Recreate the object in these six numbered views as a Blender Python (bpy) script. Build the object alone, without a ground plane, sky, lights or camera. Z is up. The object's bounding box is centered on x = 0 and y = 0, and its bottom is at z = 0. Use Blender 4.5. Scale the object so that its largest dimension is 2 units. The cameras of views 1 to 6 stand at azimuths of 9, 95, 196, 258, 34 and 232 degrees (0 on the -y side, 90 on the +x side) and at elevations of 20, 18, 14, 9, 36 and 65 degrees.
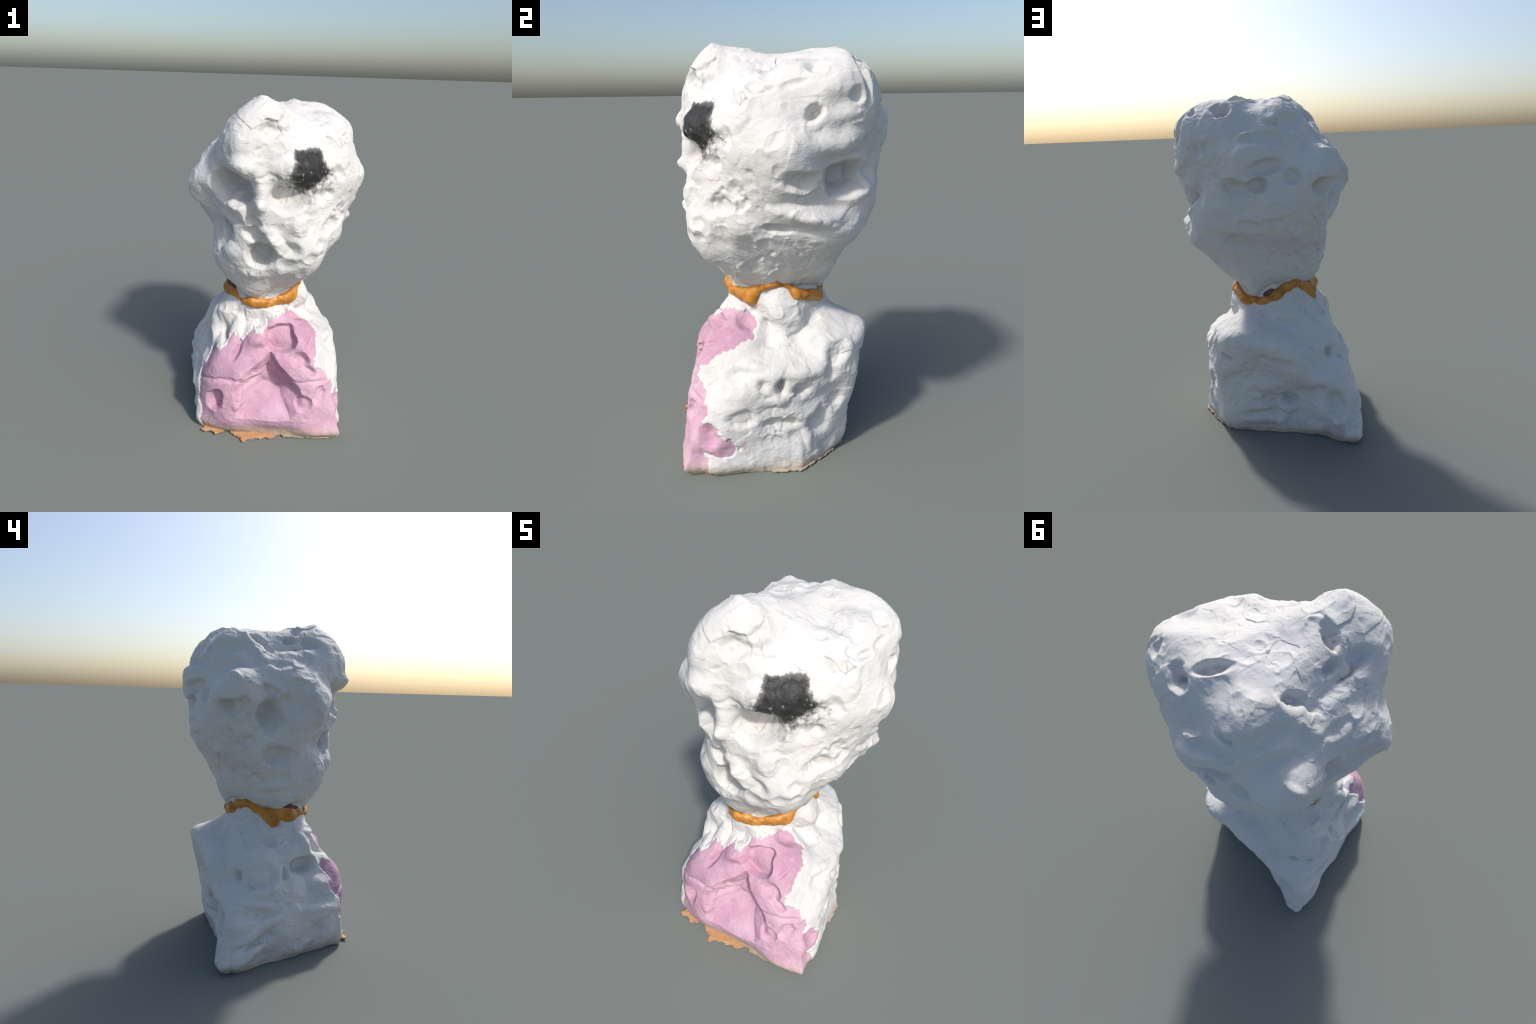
"""A modelled clay bust: a lumpy white head with one blackened eye, a wax-like
orange collar round the neck, and a torso of pink foam half covered in white clay."""
import bpy, math
import numpy as np

bpy.ops.wm.read_factory_settings(use_empty=True)

# ---------------------------------------------------------------- profiles
# Cross-sections: radius at 24 bearings (every 15 degrees, from +x towards +y).
HEAD_CENTRE = np.array([0.02, 0.02, 1.44])
HEAD_LOWEST = 156.0          # degrees from the crown where the neck is cut
BUST_AXIS = np.array([0.02, -0.01])
# dents: name, (place), half width, half height, turn, depth (minus: a lump), edge softness
# grooves: name, (points), half width, depth
HEAD_SECTIONS = [
    [0.491, 0.491, 0.493, 0.494, 0.496, 0.497, 0.498, 0.498, 0.499, 0.499, 0.499, 0.499, 0.498, 0.498, 0.499, 0.499, 0.499, 0.499, 0.499, 0.498, 0.497, 0.495, 0.493, 0.492],  # 0 degrees from the crown
    [0.436, 0.441, 0.488, 0.618, 0.568, 0.543, 0.554, 0.560, 0.554, 0.554, 0.534, 0.475, 0.434, 0.434, 0.477, 0.501, 0.550, 0.629, 0.651, 0.588, 0.519, 0.495, 0.476, 0.461],  # 13 degrees from the crown
    [0.480, 0.500, 0.537, 0.579, 0.584, 0.596, 0.551, 0.567, 0.585, 0.535, 0.488, 0.455, 0.428, 0.430, 0.460, 0.496, 0.554, 0.613, 0.645, 0.592, 0.488, 0.513, 0.496, 0.485],  # 26 degrees from the crown
    [0.530, 0.585, 0.593, 0.647, 0.623, 0.607, 0.564, 0.563, 0.576, 0.521, 0.459, 0.442, 0.435, 0.435, 0.441, 0.487, 0.576, 0.624, 0.620, 0.571, 0.496, 0.478, 0.498, 0.530],  # 39 degrees from the crown
    [0.565, 0.596, 0.652, 0.670, 0.632, 0.589, 0.547, 0.545, 0.531, 0.501, 0.465, 0.445, 0.438, 0.446, 0.451, 0.489, 0.554, 0.595, 0.556, 0.536, 0.501, 0.485, 0.486, 0.536],  # 52 degrees from the crown
    [0.534, 0.551, 0.610, 0.617, 0.582, 0.552, 0.569, 0.523, 0.493, 0.513, 0.533, 0.448, 0.415, 0.456, 0.471, 0.468, 0.493, 0.523, 0.503, 0.482, 0.464, 0.459, 0.477, 0.512],  # 65 degrees from the crown
    [0.537, 0.555, 0.504, 0.538, 0.512, 0.515, 0.528, 0.480, 0.494, 0.527, 0.528, 0.426, 0.376, 0.396, 0.490, 0.473, 0.442, 0.442, 0.436, 0.440, 0.428, 0.420, 0.453, 0.498],  # 78 degrees from the crown
    [0.512, 0.542, 0.505, 0.551, 0.509, 0.488, 0.471, 0.487, 0.483, 0.490, 0.459, 0.380, 0.347, 0.404, 0.483, 0.418, 0.417, 0.444, 0.442, 0.441, 0.445, 0.430, 0.440, 0.469],  # 91 degrees from the crown
    [0.490, 0.481, 0.489, 0.532, 0.532, 0.457, 0.473, 0.494, 0.477, 0.450, 0.411, 0.382, 0.371, 0.426, 0.412, 0.385, 0.406, 0.426, 0.456, 0.447, 0.471, 0.462, 0.466, 0.482],  # 104 degrees from the crown
    [0.495, 0.510, 0.557, 0.569, 0.532, 0.473, 0.462, 0.468, 0.465, 0.444, 0.432, 0.419, 0.414, 0.408, 0.397, 0.394, 0.425, 0.462, 0.464, 0.462, 0.532, 0.537, 0.507, 0.509],  # 117 degrees from the crown
    [0.514, 0.519, 0.544, 0.549, 0.522, 0.481, 0.462, 0.453, 0.451, 0.447, 0.462, 0.468, 0.451, 0.442, 0.459, 0.518, 0.523, 0.531, 0.524, 0.540, 0.574, 0.581, 0.542, 0.495],  # 130 degrees from the crown
    [0.534, 0.545, 0.552, 0.572, 0.559, 0.527, 0.495, 0.476, 0.472, 0.474, 0.495, 0.494, 0.489, 0.515, 0.542, 0.570, 0.594, 0.587, 0.577, 0.574, 0.575, 0.579, 0.568, 0.534],  # 143 degrees from the crown
    [0.576, 0.579, 0.582, 0.591, 0.599, 0.623, 0.570, 0.554, 0.550, 0.553, 0.569, 0.578, 0.587, 0.611, 0.600, 0.599, 0.620, 0.666, 0.653, 0.602, 0.586, 0.585, 0.586, 0.580],  # 156 degrees from the crown
]

BUST_HEIGHTS = [0.00, 0.05, 0.11, 0.19, 0.28, 0.37, 0.46, 0.54, 0.61, 0.67, 0.72, 0.77, 0.83, 0.92]

BUST_SECTIONS = [
    [0.462, 0.456, 0.435, 0.417, 0.415, 0.366, 0.344, 0.349, 0.369, 0.458, 0.623, 0.502, 0.455, 0.434, 0.438, 0.472, 0.503, 0.452, 0.431, 0.441, 0.475, 0.553, 0.585, 0.496],  # height 0.00
    [0.469, 0.455, 0.448, 0.437, 0.434, 0.381, 0.348, 0.350, 0.355, 0.510, 0.663, 0.489, 0.458, 0.451, 0.449, 0.493, 0.530, 0.494, 0.454, 0.451, 0.490, 0.600, 0.611, 0.521],  # height 0.05
    [0.469, 0.454, 0.440, 0.440, 0.454, 0.398, 0.366, 0.362, 0.363, 0.506, 0.641, 0.511, 0.469, 0.448, 0.480, 0.508, 0.519, 0.512, 0.473, 0.478, 0.506, 0.577, 0.592, 0.516],  # height 0.11
    [0.461, 0.433, 0.434, 0.453, 0.457, 0.413, 0.366, 0.339, 0.349, 0.526, 0.634, 0.500, 0.486, 0.450, 0.441, 0.504, 0.523, 0.496, 0.476, 0.487, 0.508, 0.559, 0.603, 0.512],  # height 0.19
    [0.462, 0.450, 0.454, 0.458, 0.469, 0.412, 0.370, 0.351, 0.382, 0.489, 0.621, 0.511, 0.472, 0.452, 0.474, 0.519, 0.519, 0.485, 0.455, 0.458, 0.491, 0.554, 0.558, 0.512],  # height 0.28
    [0.457, 0.449, 0.433, 0.437, 0.490, 0.422, 0.380, 0.376, 0.441, 0.513, 0.540, 0.481, 0.441, 0.426, 0.396, 0.472, 0.512, 0.467, 0.449, 0.437, 0.469, 0.538, 0.531, 0.506],  # height 0.37
    [0.457, 0.442, 0.443, 0.461, 0.497, 0.455, 0.391, 0.404, 0.465, 0.453, 0.485, 0.488, 0.410, 0.383, 0.367, 0.406, 0.478, 0.453, 0.398, 0.389, 0.438, 0.495, 0.483, 0.483],  # height 0.46
    [0.428, 0.422, 0.421, 0.466, 0.489, 0.482, 0.423, 0.446, 0.452, 0.438, 0.470, 0.462, 0.374, 0.356, 0.376, 0.366, 0.402, 0.371, 0.345, 0.331, 0.382, 0.460, 0.441, 0.415],  # height 0.54
    [0.267, 0.301, 0.299, 0.453, 0.481, 0.481, 0.447, 0.424, 0.378, 0.398, 0.418, 0.387, 0.346, 0.344, 0.346, 0.315, 0.301, 0.298, 0.351, 0.322, 0.369, 0.419, 0.384, 0.347],  # height 0.61
    [0.171, 0.242, 0.284, 0.354, 0.419, 0.446, 0.398, 0.308, 0.305, 0.359, 0.355, 0.326, 0.311, 0.320, 0.332, 0.319, 0.265, 0.250, 0.251, 0.280, 0.305, 0.308, 0.284, 0.222],  # height 0.67
    [0.201, 0.249, 0.283, 0.279, 0.299, 0.328, 0.283, 0.300, 0.299, 0.327, 0.305, 0.276, 0.261, 0.275, 0.312, 0.317, 0.259, 0.238, 0.232, 0.243, 0.239, 0.209, 0.186, 0.186],  # height 0.72
    [0.212, 0.251, 0.269, 0.266, 0.270, 0.268, 0.258, 0.263, 0.269, 0.271, 0.258, 0.240, 0.232, 0.245, 0.263, 0.261, 0.255, 0.240, 0.220, 0.217, 0.204, 0.185, 0.179, 0.191],  # height 0.77
    [0.198, 0.224, 0.249, 0.247, 0.255, 0.238, 0.244, 0.244, 0.241, 0.236, 0.224, 0.216, 0.214, 0.218, 0.223, 0.226, 0.230, 0.224, 0.212, 0.206, 0.198, 0.188, 0.181, 0.194],  # height 0.83
    [0.199, 0.203, 0.212, 0.216, 0.218, 0.215, 0.221, 0.226, 0.234, 0.230, 0.210, 0.202, 0.202, 0.201, 0.201, 0.205, 0.208, 0.208, 0.205, 0.201, 0.200, 0.201, 0.201, 0.200],  # height 0.92
]

FACE_DENTS = [
    ('left eye socket', (-0.148, -0.379, 1.540), 0.109, 0.089, -25, 0.160, 0.8),
    ('left flank of nose', (-0.040, -0.420, 1.443), 0.032, 0.100, 4, 0.050, 1),
    ('inner corner of left eye', (-0.080, -0.401, 1.499), 0.050, 0.058, 7, 0.050, 0.9),
    ('nose bridge', (0.033, -0.407, 1.508), 0.044, 0.114, 3, -0.039, 1),
    ('nose tip', (0.034, -0.420, 1.441), 0.042, 0.038, 3, -0.029, 0.9),
    ('hollow under the nose', (0.002, -0.422, 1.352), 0.046, 0.032, -27, 0.028, 0.8),
    ('upper lip', (0.094, -0.394, 1.282), 0.063, 0.047, -21, -0.033, 0.9),
    ('left cheek pad', (-0.106, -0.403, 1.435), 0.070, 0.054, -2, -0.013, 1),
    ('left mouth corner hollow', (-0.174, -0.303, 1.271), 0.037, 0.057, 1, 0.050, 0.7),
    ('left brow boss', (-0.087, -0.445, 1.746), 0.112, 0.127, 3, -0.022, 1),
    ('left brow overhang', (-0.063, -0.443, 1.652), 0.105, 0.060, -14, -0.044, 0.9),
    ('right brow roll', (0.218, -0.352, 1.642), 0.130, 0.065, -0, -0.033, 0.8),
    ('right eye hollow', (0.182, -0.377, 1.503), 0.096, 0.069, 4, 0.115, 0.7),
    ('right flank of nose', (0.108, -0.401, 1.527), 0.038, 0.084, 2, 0.028, 1),
    ('forehead pocket', (0.078, -0.388, 1.833), 0.056, 0.045, -14, 0.033, 0.5),
    ('forehead crumb', (0.076, -0.361, 1.891), 0.049, 0.021, -2, -0.015, 0.6),
    ('forehead crumb', (0.140, -0.157, 1.878), 0.037, 0.049, 23, -0.011, 0.6),
    ('forehead dimple', (0.145, -0.331, 1.834), 0.024, 0.019, -32, 0.013, 0.7),
    ('forehead dimple', (0.290, -0.094, 1.856), 0.033, 0.018, 23, 0.011, 0.6),
    ('outer brow hollow', (0.404, -0.197, 1.598), 0.036, 0.036, -2, 0.020, 0.8),
    ('upper lip hollow', (0.001, -0.406, 1.278), 0.055, 0.038, -21, 0.050, 0.6),
    ('mouth', (0.042, -0.389, 1.160), 0.073, 0.070, -26, 0.130, 0.6),
    ('right lip roll', (0.125, -0.378, 1.234), 0.047, 0.071, 40, -0.050, 0.8),
    ('left lip roll', (-0.146, -0.347, 1.158), 0.073, 0.057, -16, -0.022, 1),
    ('right mouth pit', (0.199, -0.390, 1.207), 0.059, 0.039, 1, 0.031, 0.9),
    ('cheek crumb', (0.245, -0.375, 1.341), 0.058, 0.047, 20, -0.024, 0.7),
    ('cheek hollow', (0.179, -0.391, 1.452), 0.054, 0.046, -0, 0.017, 1),
    ('cheek dimple', (0.344, -0.251, 1.486), 0.040, 0.036, -2, 0.018, 0.8),
    ('cheek dimple', (0.453, -0.133, 1.387), 0.038, 0.038, -3, 0.020, 0.8),
    ('cheek pad', (0.295, -0.310, 1.448), 0.047, 0.047, 26, -0.013, 0.8),
    ('jaw dimple', (0.389, -0.242, 1.306), 0.049, 0.041, 39, 0.015, 0.8),
    ('jaw pad', (0.345, -0.334, 1.205), 0.056, 0.048, 33, -0.013, 0.8),
    ('chin hollow', (0.211, -0.384, 1.118), 0.072, 0.032, 10, 0.013, 0.9),
    ('chin pad', (-0.001, -0.355, 1.035), 0.074, 0.041, -2, -0.017, 1),
    ('temple pad', (0.469, -0.093, 1.664), 0.033, 0.050, -18, -0.011, 0.8),
    ('temple dimple', (0.433, -0.037, 1.799), 0.042, 0.030, -26, 0.015, 0.6),
    ('temple crease hollow', (0.368, -0.158, 1.739), 0.033, 0.049, 10, 0.015, 0.7),
    ('ear hollow', (-0.222, -0.349, 1.619), 0.055, 0.047, 53, 0.033, 1),
]

FACE_GROOVES = [
    ('brow crease', [(0.025, -0.426, 1.602), (0.069, -0.422, 1.619), (0.149, -0.393, 1.589)], 0.007, 0.006),
    ('crease', [(-0.260, -0.293, 1.670), (-0.204, -0.361, 1.591)], 0.006, 0.006),
    ('crease', [(-0.085, -0.381, 1.342), (-0.131, -0.351, 1.322), (-0.141, -0.338, 1.242), (-0.208, -0.297, 1.171)], 0.008, 0.007),
    ('crease', [(0.007, -0.431, 1.741), (0.041, -0.418, 1.763)], 0.007, 0.006),
]

RIGHT_SIDE_DENTS = [
    ('ear hollow', (0.434, 0.363, 1.440), 0.111, 0.070, 4, 0.150, 0.8),
    ('ear brow roll', (0.449, 0.290, 1.576), 0.112, 0.063, 13, -0.050, 1),
    ('jaw roll', (0.454, 0.200, 1.286), 0.168, 0.047, -5, -0.050, 1),
    ('lower cheek hollow', (0.546, 0.154, 1.435), 0.079, 0.041, 5, 0.050, 0.8),
    ('cheek boss', (0.549, 0.097, 1.574), 0.119, 0.100, 1, -0.028, 1),
    ('temple pit', (0.503, 0.196, 1.695), 0.027, 0.040, -34, 0.050, 0.7),
    ('temple hollow', (0.499, 0.295, 1.741), 0.070, 0.051, -1, 0.022, 1),
    ('crown dimple', (0.413, 0.209, 1.877), 0.043, 0.037, 94, 0.024, 0.8),
    ('temple dimple', (0.459, 0.009, 1.791), 0.036, 0.018, 7, 0.022, 0.6),
    ('jaw notch', (0.466, 0.053, 1.229), 0.061, 0.022, -6, 0.033, 0.7),
    ('jaw ridge', (0.453, 0.193, 1.309), 0.154, 0.034, -4, -0.017, 1),
    ('cheek pocket', (0.421, -0.192, 1.324), 0.059, 0.041, 1, 0.031, 0.7),
    ('cheek pocket', (0.470, -0.106, 1.345), 0.040, 0.040, 0, 0.015, 0.8),
    ('chin dimple', (0.357, -0.316, 1.229), 0.033, 0.025, 10, 0.018, 0.7),
    ('forehead dimple', (0.170, -0.270, 1.827), 0.046, 0.030, 9, 0.018, 0.7),
    ('nape notch', (0.403, 0.402, 1.828), 0.019, 0.077, 2, 0.033, 0.7),
    ('nape dimple', (0.458, 0.366, 1.769), 0.033, 0.029, -8, 0.022, 0.7),
    ('outer eye hollow', (0.438, -0.162, 1.602), 0.034, 0.047, 37, 0.024, 0.8),
    ('cheek dimple', (0.391, -0.212, 1.489), 0.031, 0.028, -2, 0.020, 0.8),
    ('jaw underside hollow', (0.398, -0.193, 1.142), 0.064, 0.043, -22, 0.013, 1),
    ('temple pad', (0.502, 0.083, 1.678), 0.077, 0.058, 0, -0.011, 1),
    ('crown dimple', (0.468, 0.124, 1.813), 0.052, 0.019, 16, 0.013, 0.7),
    ('jaw corner pad', (0.443, 0.288, 1.225), 0.061, 0.027, -18, -0.011, 0.8),
]

RIGHT_SIDE_GROOVES = [
    ('crack', [(0.419, -0.183, 1.389), (0.399, -0.220, 1.350), (0.392, -0.237, 1.307)], 0.008, 0.008),
    ('crack', [(0.419, -0.183, 1.389), (0.451, -0.142, 1.354)], 0.008, 0.008),
    ('slit', [(0.466, -0.114, 1.317), (0.477, -0.088, 1.343)], 0.009, 0.012),
    ('crack', [(0.411, 0.028, 1.105), (0.359, -0.042, 1.057), (0.342, -0.103, 1.027), (0.314, -0.078, 0.987)], 0.007, 0.008),
    ('crack', [(0.411, 0.140, 1.118), (0.421, 0.202, 1.129), (0.436, 0.232, 1.149)], 0.006, 0.006),
    ('cheek crease', [(0.506, -0.058, 1.470), (0.507, -0.021, 1.386), (0.500, 0.004, 1.338)], 0.01, 0.008),
    ('crack', [(0.339, 0.055, 1.874), (0.213, 0.142, 1.930)], 0.006, 0.006),
    ('crease', [(0.509, 0.147, 1.374), (0.481, 0.224, 1.395), (0.468, 0.254, 1.464)], 0.008, 0.007),
    ('forehead crease', [(0.038, -0.383, 1.888), (0.116, -0.330, 1.877), (0.123, -0.291, 1.893)], 0.009, 0.01),
]

NAPE_DENTS = [
    ('low nape bulge', (0.085, 0.447, 1.286), 0.150, 0.047, -9, -0.031, 0.9),
    ('nape pit', (0.069, 0.514, 1.486), 0.080, 0.053, -18, 0.063, 0.8),
    ('nape pit', (-0.054, 0.500, 1.508), 0.047, 0.036, -2, 0.056, 0.7),
    ('nape overhang', (-0.096, 0.482, 1.599), 0.090, 0.034, 9, 0.039, 0.6),
    ('nape pit', (-0.224, 0.436, 1.549), 0.051, 0.045, -3, 0.036, 0.8),
    ('nape thumb print', (0.088, 0.408, 1.189), 0.077, 0.048, -9, 0.031, 0.5),
    ('nape dimple', (-0.005, 0.469, 1.291), 0.085, 0.031, -14, 0.017, 0.6),
    ('nape dimple', (-0.119, 0.472, 1.305), 0.046, 0.021, -1, 0.020, 0.6),
    ('crown dimple', (-0.113, 0.402, 1.818), 0.046, 0.019, -2, 0.022, 0.6),
    ('crown notch', (0.158, 0.411, 1.892), 0.048, 0.036, 33, 0.042, 0.7),
    ('nape ledge', (0.016, 0.472, 1.755), 0.042, 0.021, 21, -0.031, 0.7),
    ('nape shelf', (-0.093, 0.450, 1.747), 0.084, 0.034, 1, 0.025, 0.8),
    ('ear ledge', (-0.388, 0.281, 1.667), 0.047, 0.024, -36, -0.017, 0.9),
    ('rear crown hollow', (-0.265, 0.345, 1.702), 0.093, 0.086, -19, 0.028, 1),
    ('nape pad', (-0.032, 0.508, 1.700), 0.120, 0.045, 3, -0.017, 1),
    ('ear hollow', (0.308, 0.449, 1.461), 0.044, 0.073, 3, 0.042, 1),
    ('nape smear', (-0.155, 0.474, 1.416), 0.091, 0.030, -2, -0.014, 0.6),
    ('nape pad', (0.109, 0.461, 1.352), 0.118, 0.047, -26, -0.020, 0.8),
    ('neck dimple', (0.247, 0.332, 1.057), 0.077, 0.043, -34, 0.020, 0.8),
    ('nape pad', (-0.213, 0.348, 1.223), 0.095, 0.064, 32, -0.014, 1),
    ('rear ear dimple', (0.275, 0.479, 1.701), 0.063, 0.040, 22, 0.021, 0.7),
    ('rear ear hollow', (-0.360, 0.341, 1.459), 0.047, 0.062, -20, 0.042, 0.9),
]

NAPE_GROOVES = [
    ('crack', [(0.298, 0.461, 1.621), (0.232, 0.482, 1.602), (0.176, 0.500, 1.595)], 0.007, 0.008),
    ('crack', [(0.179, 0.497, 1.565), (0.135, 0.510, 1.535), (0.089, 0.525, 1.536)], 0.007, 0.007),
    ('thumb print edge', [(0.162, 0.416, 1.190), (0.096, 0.427, 1.226), (0.045, 0.427, 1.223), (0.009, 0.371, 1.141)], 0.007, 0.006),
    ('crack', [(-0.134, 0.483, 1.410), (-0.216, 0.438, 1.403)], 0.007, 0.007),
    ('crack', [(-0.105, 0.329, 1.134), (-0.049, 0.316, 1.087), (-0.023, 0.296, 1.030)], 0.006, 0.006),
    ('crack', [(0.035, 0.469, 1.307), (-0.041, 0.478, 1.301)], 0.007, 0.008),
    ('crack', [(0.239, 0.487, 1.692), (0.213, 0.492, 1.677)], 0.007, 0.007),
    ('crack', [(-0.122, 0.450, 1.710), (-0.160, 0.420, 1.722)], 0.007, 0.006),
]

LEFT_SIDE_DENTS = [
    ('rear ridge', (-0.336, 0.215, 1.361), 0.106, 0.049, 13, -0.025, 0.9),
    ('side pit', (-0.343, 0.086, 1.452), 0.069, 0.086, -11, 0.095, 0.8),
    ('lower side pit', (-0.341, 0.014, 1.206), 0.087, 0.058, 1, 0.060, 0.7),
    ('side hollow', (-0.325, 0.029, 1.145), 0.159, 0.092, 10, 0.013, 1),
    ('rear hollow', (-0.392, 0.308, 1.482), 0.099, 0.051, 4, 0.050, 0.6),
    ('ear dimple', (-0.366, 0.075, 1.585), 0.050, 0.031, -18, 0.031, 0.6),
    ('crown pit', (-0.167, 0.126, 1.877), 0.052, 0.035, -40, 0.037, 0.7),
    ('crown pit', (-0.133, -0.075, 1.872), 0.046, 0.027, 7, 0.037, 0.7),
    ('crown pit', (-0.168, -0.200, 1.862), 0.055, 0.043, 2, 0.035, 0.7),
    ('crown dimple', (-0.185, -0.124, 1.825), 0.048, 0.018, 1, 0.018, 0.6),
    ('crown hollow', (-0.215, 0.310, 1.821), 0.101, 0.051, 14, 0.037, 0.8),
    ('crown dimple', (-0.081, -0.115, 1.938), 0.045, 0.015, 7, 0.018, 0.6),
    ('rear shelf', (-0.283, 0.262, 1.735), 0.115, 0.041, -3, 0.025, 1),
    ('ear shelf', (-0.306, 0.035, 1.734), 0.091, 0.033, 3, 0.022, 0.9),
    ('ear crease', (-0.378, -0.074, 1.632), 0.057, 0.020, 1, 0.018, 0.6),
    ('ear boss', (-0.395, -0.183, 1.531), 0.074, 0.082, 2, -0.025, 1),
    ('cheek roll', (-0.365, -0.061, 1.415), 0.115, 0.049, 34, -0.025, 1),
    ('mouth corner pit', (-0.160, -0.321, 1.289), 0.036, 0.054, 15, 0.037, 0.6),
    ('rear jaw pad', (-0.299, 0.273, 1.300), 0.115, 0.066, -1, -0.019, 1),
    ('jaw ridge', (-0.266, 0.019, 1.023), 0.103, 0.034, 7, -0.019, 0.8),
    ('neck hollow', (-0.171, 0.247, 1.087), 0.078, 0.069, -23, 0.015, 1),
    ('nape pad', (-0.181, 0.458, 1.379), 0.051, 0.042, -3, -0.015, 0.8),
]

LEFT_SIDE_GROOVES = [
    ('crack', [(-0.322, 0.211, 1.319), (-0.312, 0.216, 1.244), (-0.282, 0.199, 1.139)], 0.008, 0.007),
    ('crack', [(-0.426, 0.244, 1.547), (-0.416, 0.221, 1.516)], 0.008, 0.008),
    ('crack', [(-0.350, -0.022, 1.671), (-0.326, -0.065, 1.709)], 0.006, 0.008),
    ('crack', [(-0.347, 0.064, 1.273), (-0.349, 0.039, 1.257)], 0.007, 0.008),
    ('crack', [(-0.271, -0.157, 1.043), (-0.260, -0.215, 1.045), (-0.240, -0.284, 1.094)], 0.007, 0.006),
    ('crease', [(-0.381, 0.213, 1.444), (-0.346, 0.192, 1.378), (-0.338, 0.149, 1.362)], 0.008, 0.008),
    ('crown ridge', [(-0.164, 0.186, 1.899), (-0.220, 0.135, 1.807), (-0.305, 0.077, 1.733)], 0.026, -0.018),
    ('crown ridge', [(-0.226, 0.017, 1.795), (-0.225, -0.088, 1.783), (-0.213, -0.188, 1.796)], 0.026, -0.016),
]

CROWN_DENTS = [
    ('crown pit', (-0.071, -0.132, 1.961), 0.053, 0.029, -8, 0.033, 0.6),
    ('crown slit', (0.085, 0.302, 1.963), 0.077, 0.024, -118, 0.044, 0.6),
    ('crown pit', (0.189, 0.392, 1.905), 0.042, 0.034, 53, 0.028, 0.7),
    ('crown pit', (-0.212, 0.061, 1.813), 0.050, 0.034, -62, 0.022, 0.7),
    ('crown dimple', (0.060, 0.156, 1.973), 0.049, 0.074, -148, 0.013, 0.8),
    ('crown saddle', (-0.100, 0.181, 1.969), 0.157, 0.118, -103, 0.013, 1),
    ('crown notch', (0.339, 0.386, 1.893), 0.021, 0.045, 42, 0.028, 0.7),
]

CHEST_DENTS = [
    ('round finger hole', (0.165, -0.325, 0.614), 0.082, 0.071, 20, 0.060, 0.2),
    ('foam pit', (0.297, -0.360, 0.509), 0.045, 0.045, 3, 0.044, 0.6),
    ('foam pit', (0.359, -0.370, 0.453), 0.038, 0.022, -33, 0.035, 0.6),
    ('foam pit', (0.432, -0.385, 0.293), 0.036, 0.048, -21, 0.024, 0.4),
    ('foam pit', (0.330, -0.431, 0.247), 0.050, 0.042, 2, 0.022, 0.4),
    ('foam finger hole', (-0.206, -0.474, 0.229), 0.047, 0.061, -21, 0.060, 0.5),
    ('foam knob', (-0.010, -0.357, 0.551), 0.047, 0.047, 3, -0.013, 0.9),
    ('foam furrow', (-0.086, -0.369, 0.539), 0.022, 0.067, -20, 0.033, 0.8),
    ('furrow between clay fingers', (-0.173, -0.264, 0.595), 0.028, 0.080, 28, 0.050, 0.8),
    ('clay finger', (-0.251, -0.214, 0.595), 0.037, 0.123, 23, -0.022, 0.8),
    ('clay finger', (-0.108, -0.266, 0.621), 0.036, 0.096, -5, -0.024, 0.7),
    ('collar bone hollow', (0.047, -0.254, 0.694), 0.071, 0.047, 11, 0.013, 0.9),
    ('foam notch', (0.327, -0.289, 0.612), 0.039, 0.011, 25, 0.013, 0.5),
]

CHEST_GROOVES = [
    ('joint line in the foam', [(-0.308, -0.392, 0.339), (-0.181, -0.464, 0.377), (-0.056, -0.463, 0.366), (0.031, -0.435, 0.414)], 0.008, 0.01),
    ('joint line in the foam', [(0.150, -0.408, 0.417), (0.212, -0.412, 0.402), (0.294, -0.413, 0.374), (0.380, -0.394, 0.387), (0.458, -0.323, 0.369)], 0.008, 0.01),
    ('fold in the pocket', [(0.045, -0.460, 0.339), (0.094, -0.439, 0.376), (0.166, -0.410, 0.412)], 0.014, 0.016),
    ('ridge in the pocket', [(-0.018, -0.461, 0.375), (-0.022, -0.470, 0.291), (-0.049, -0.486, 0.216)], 0.016, -0.016),
    ('crack', [(-0.076, -0.240, 0.752), (-0.062, -0.244, 0.677)], 0.006, 0.006),
]

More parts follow.
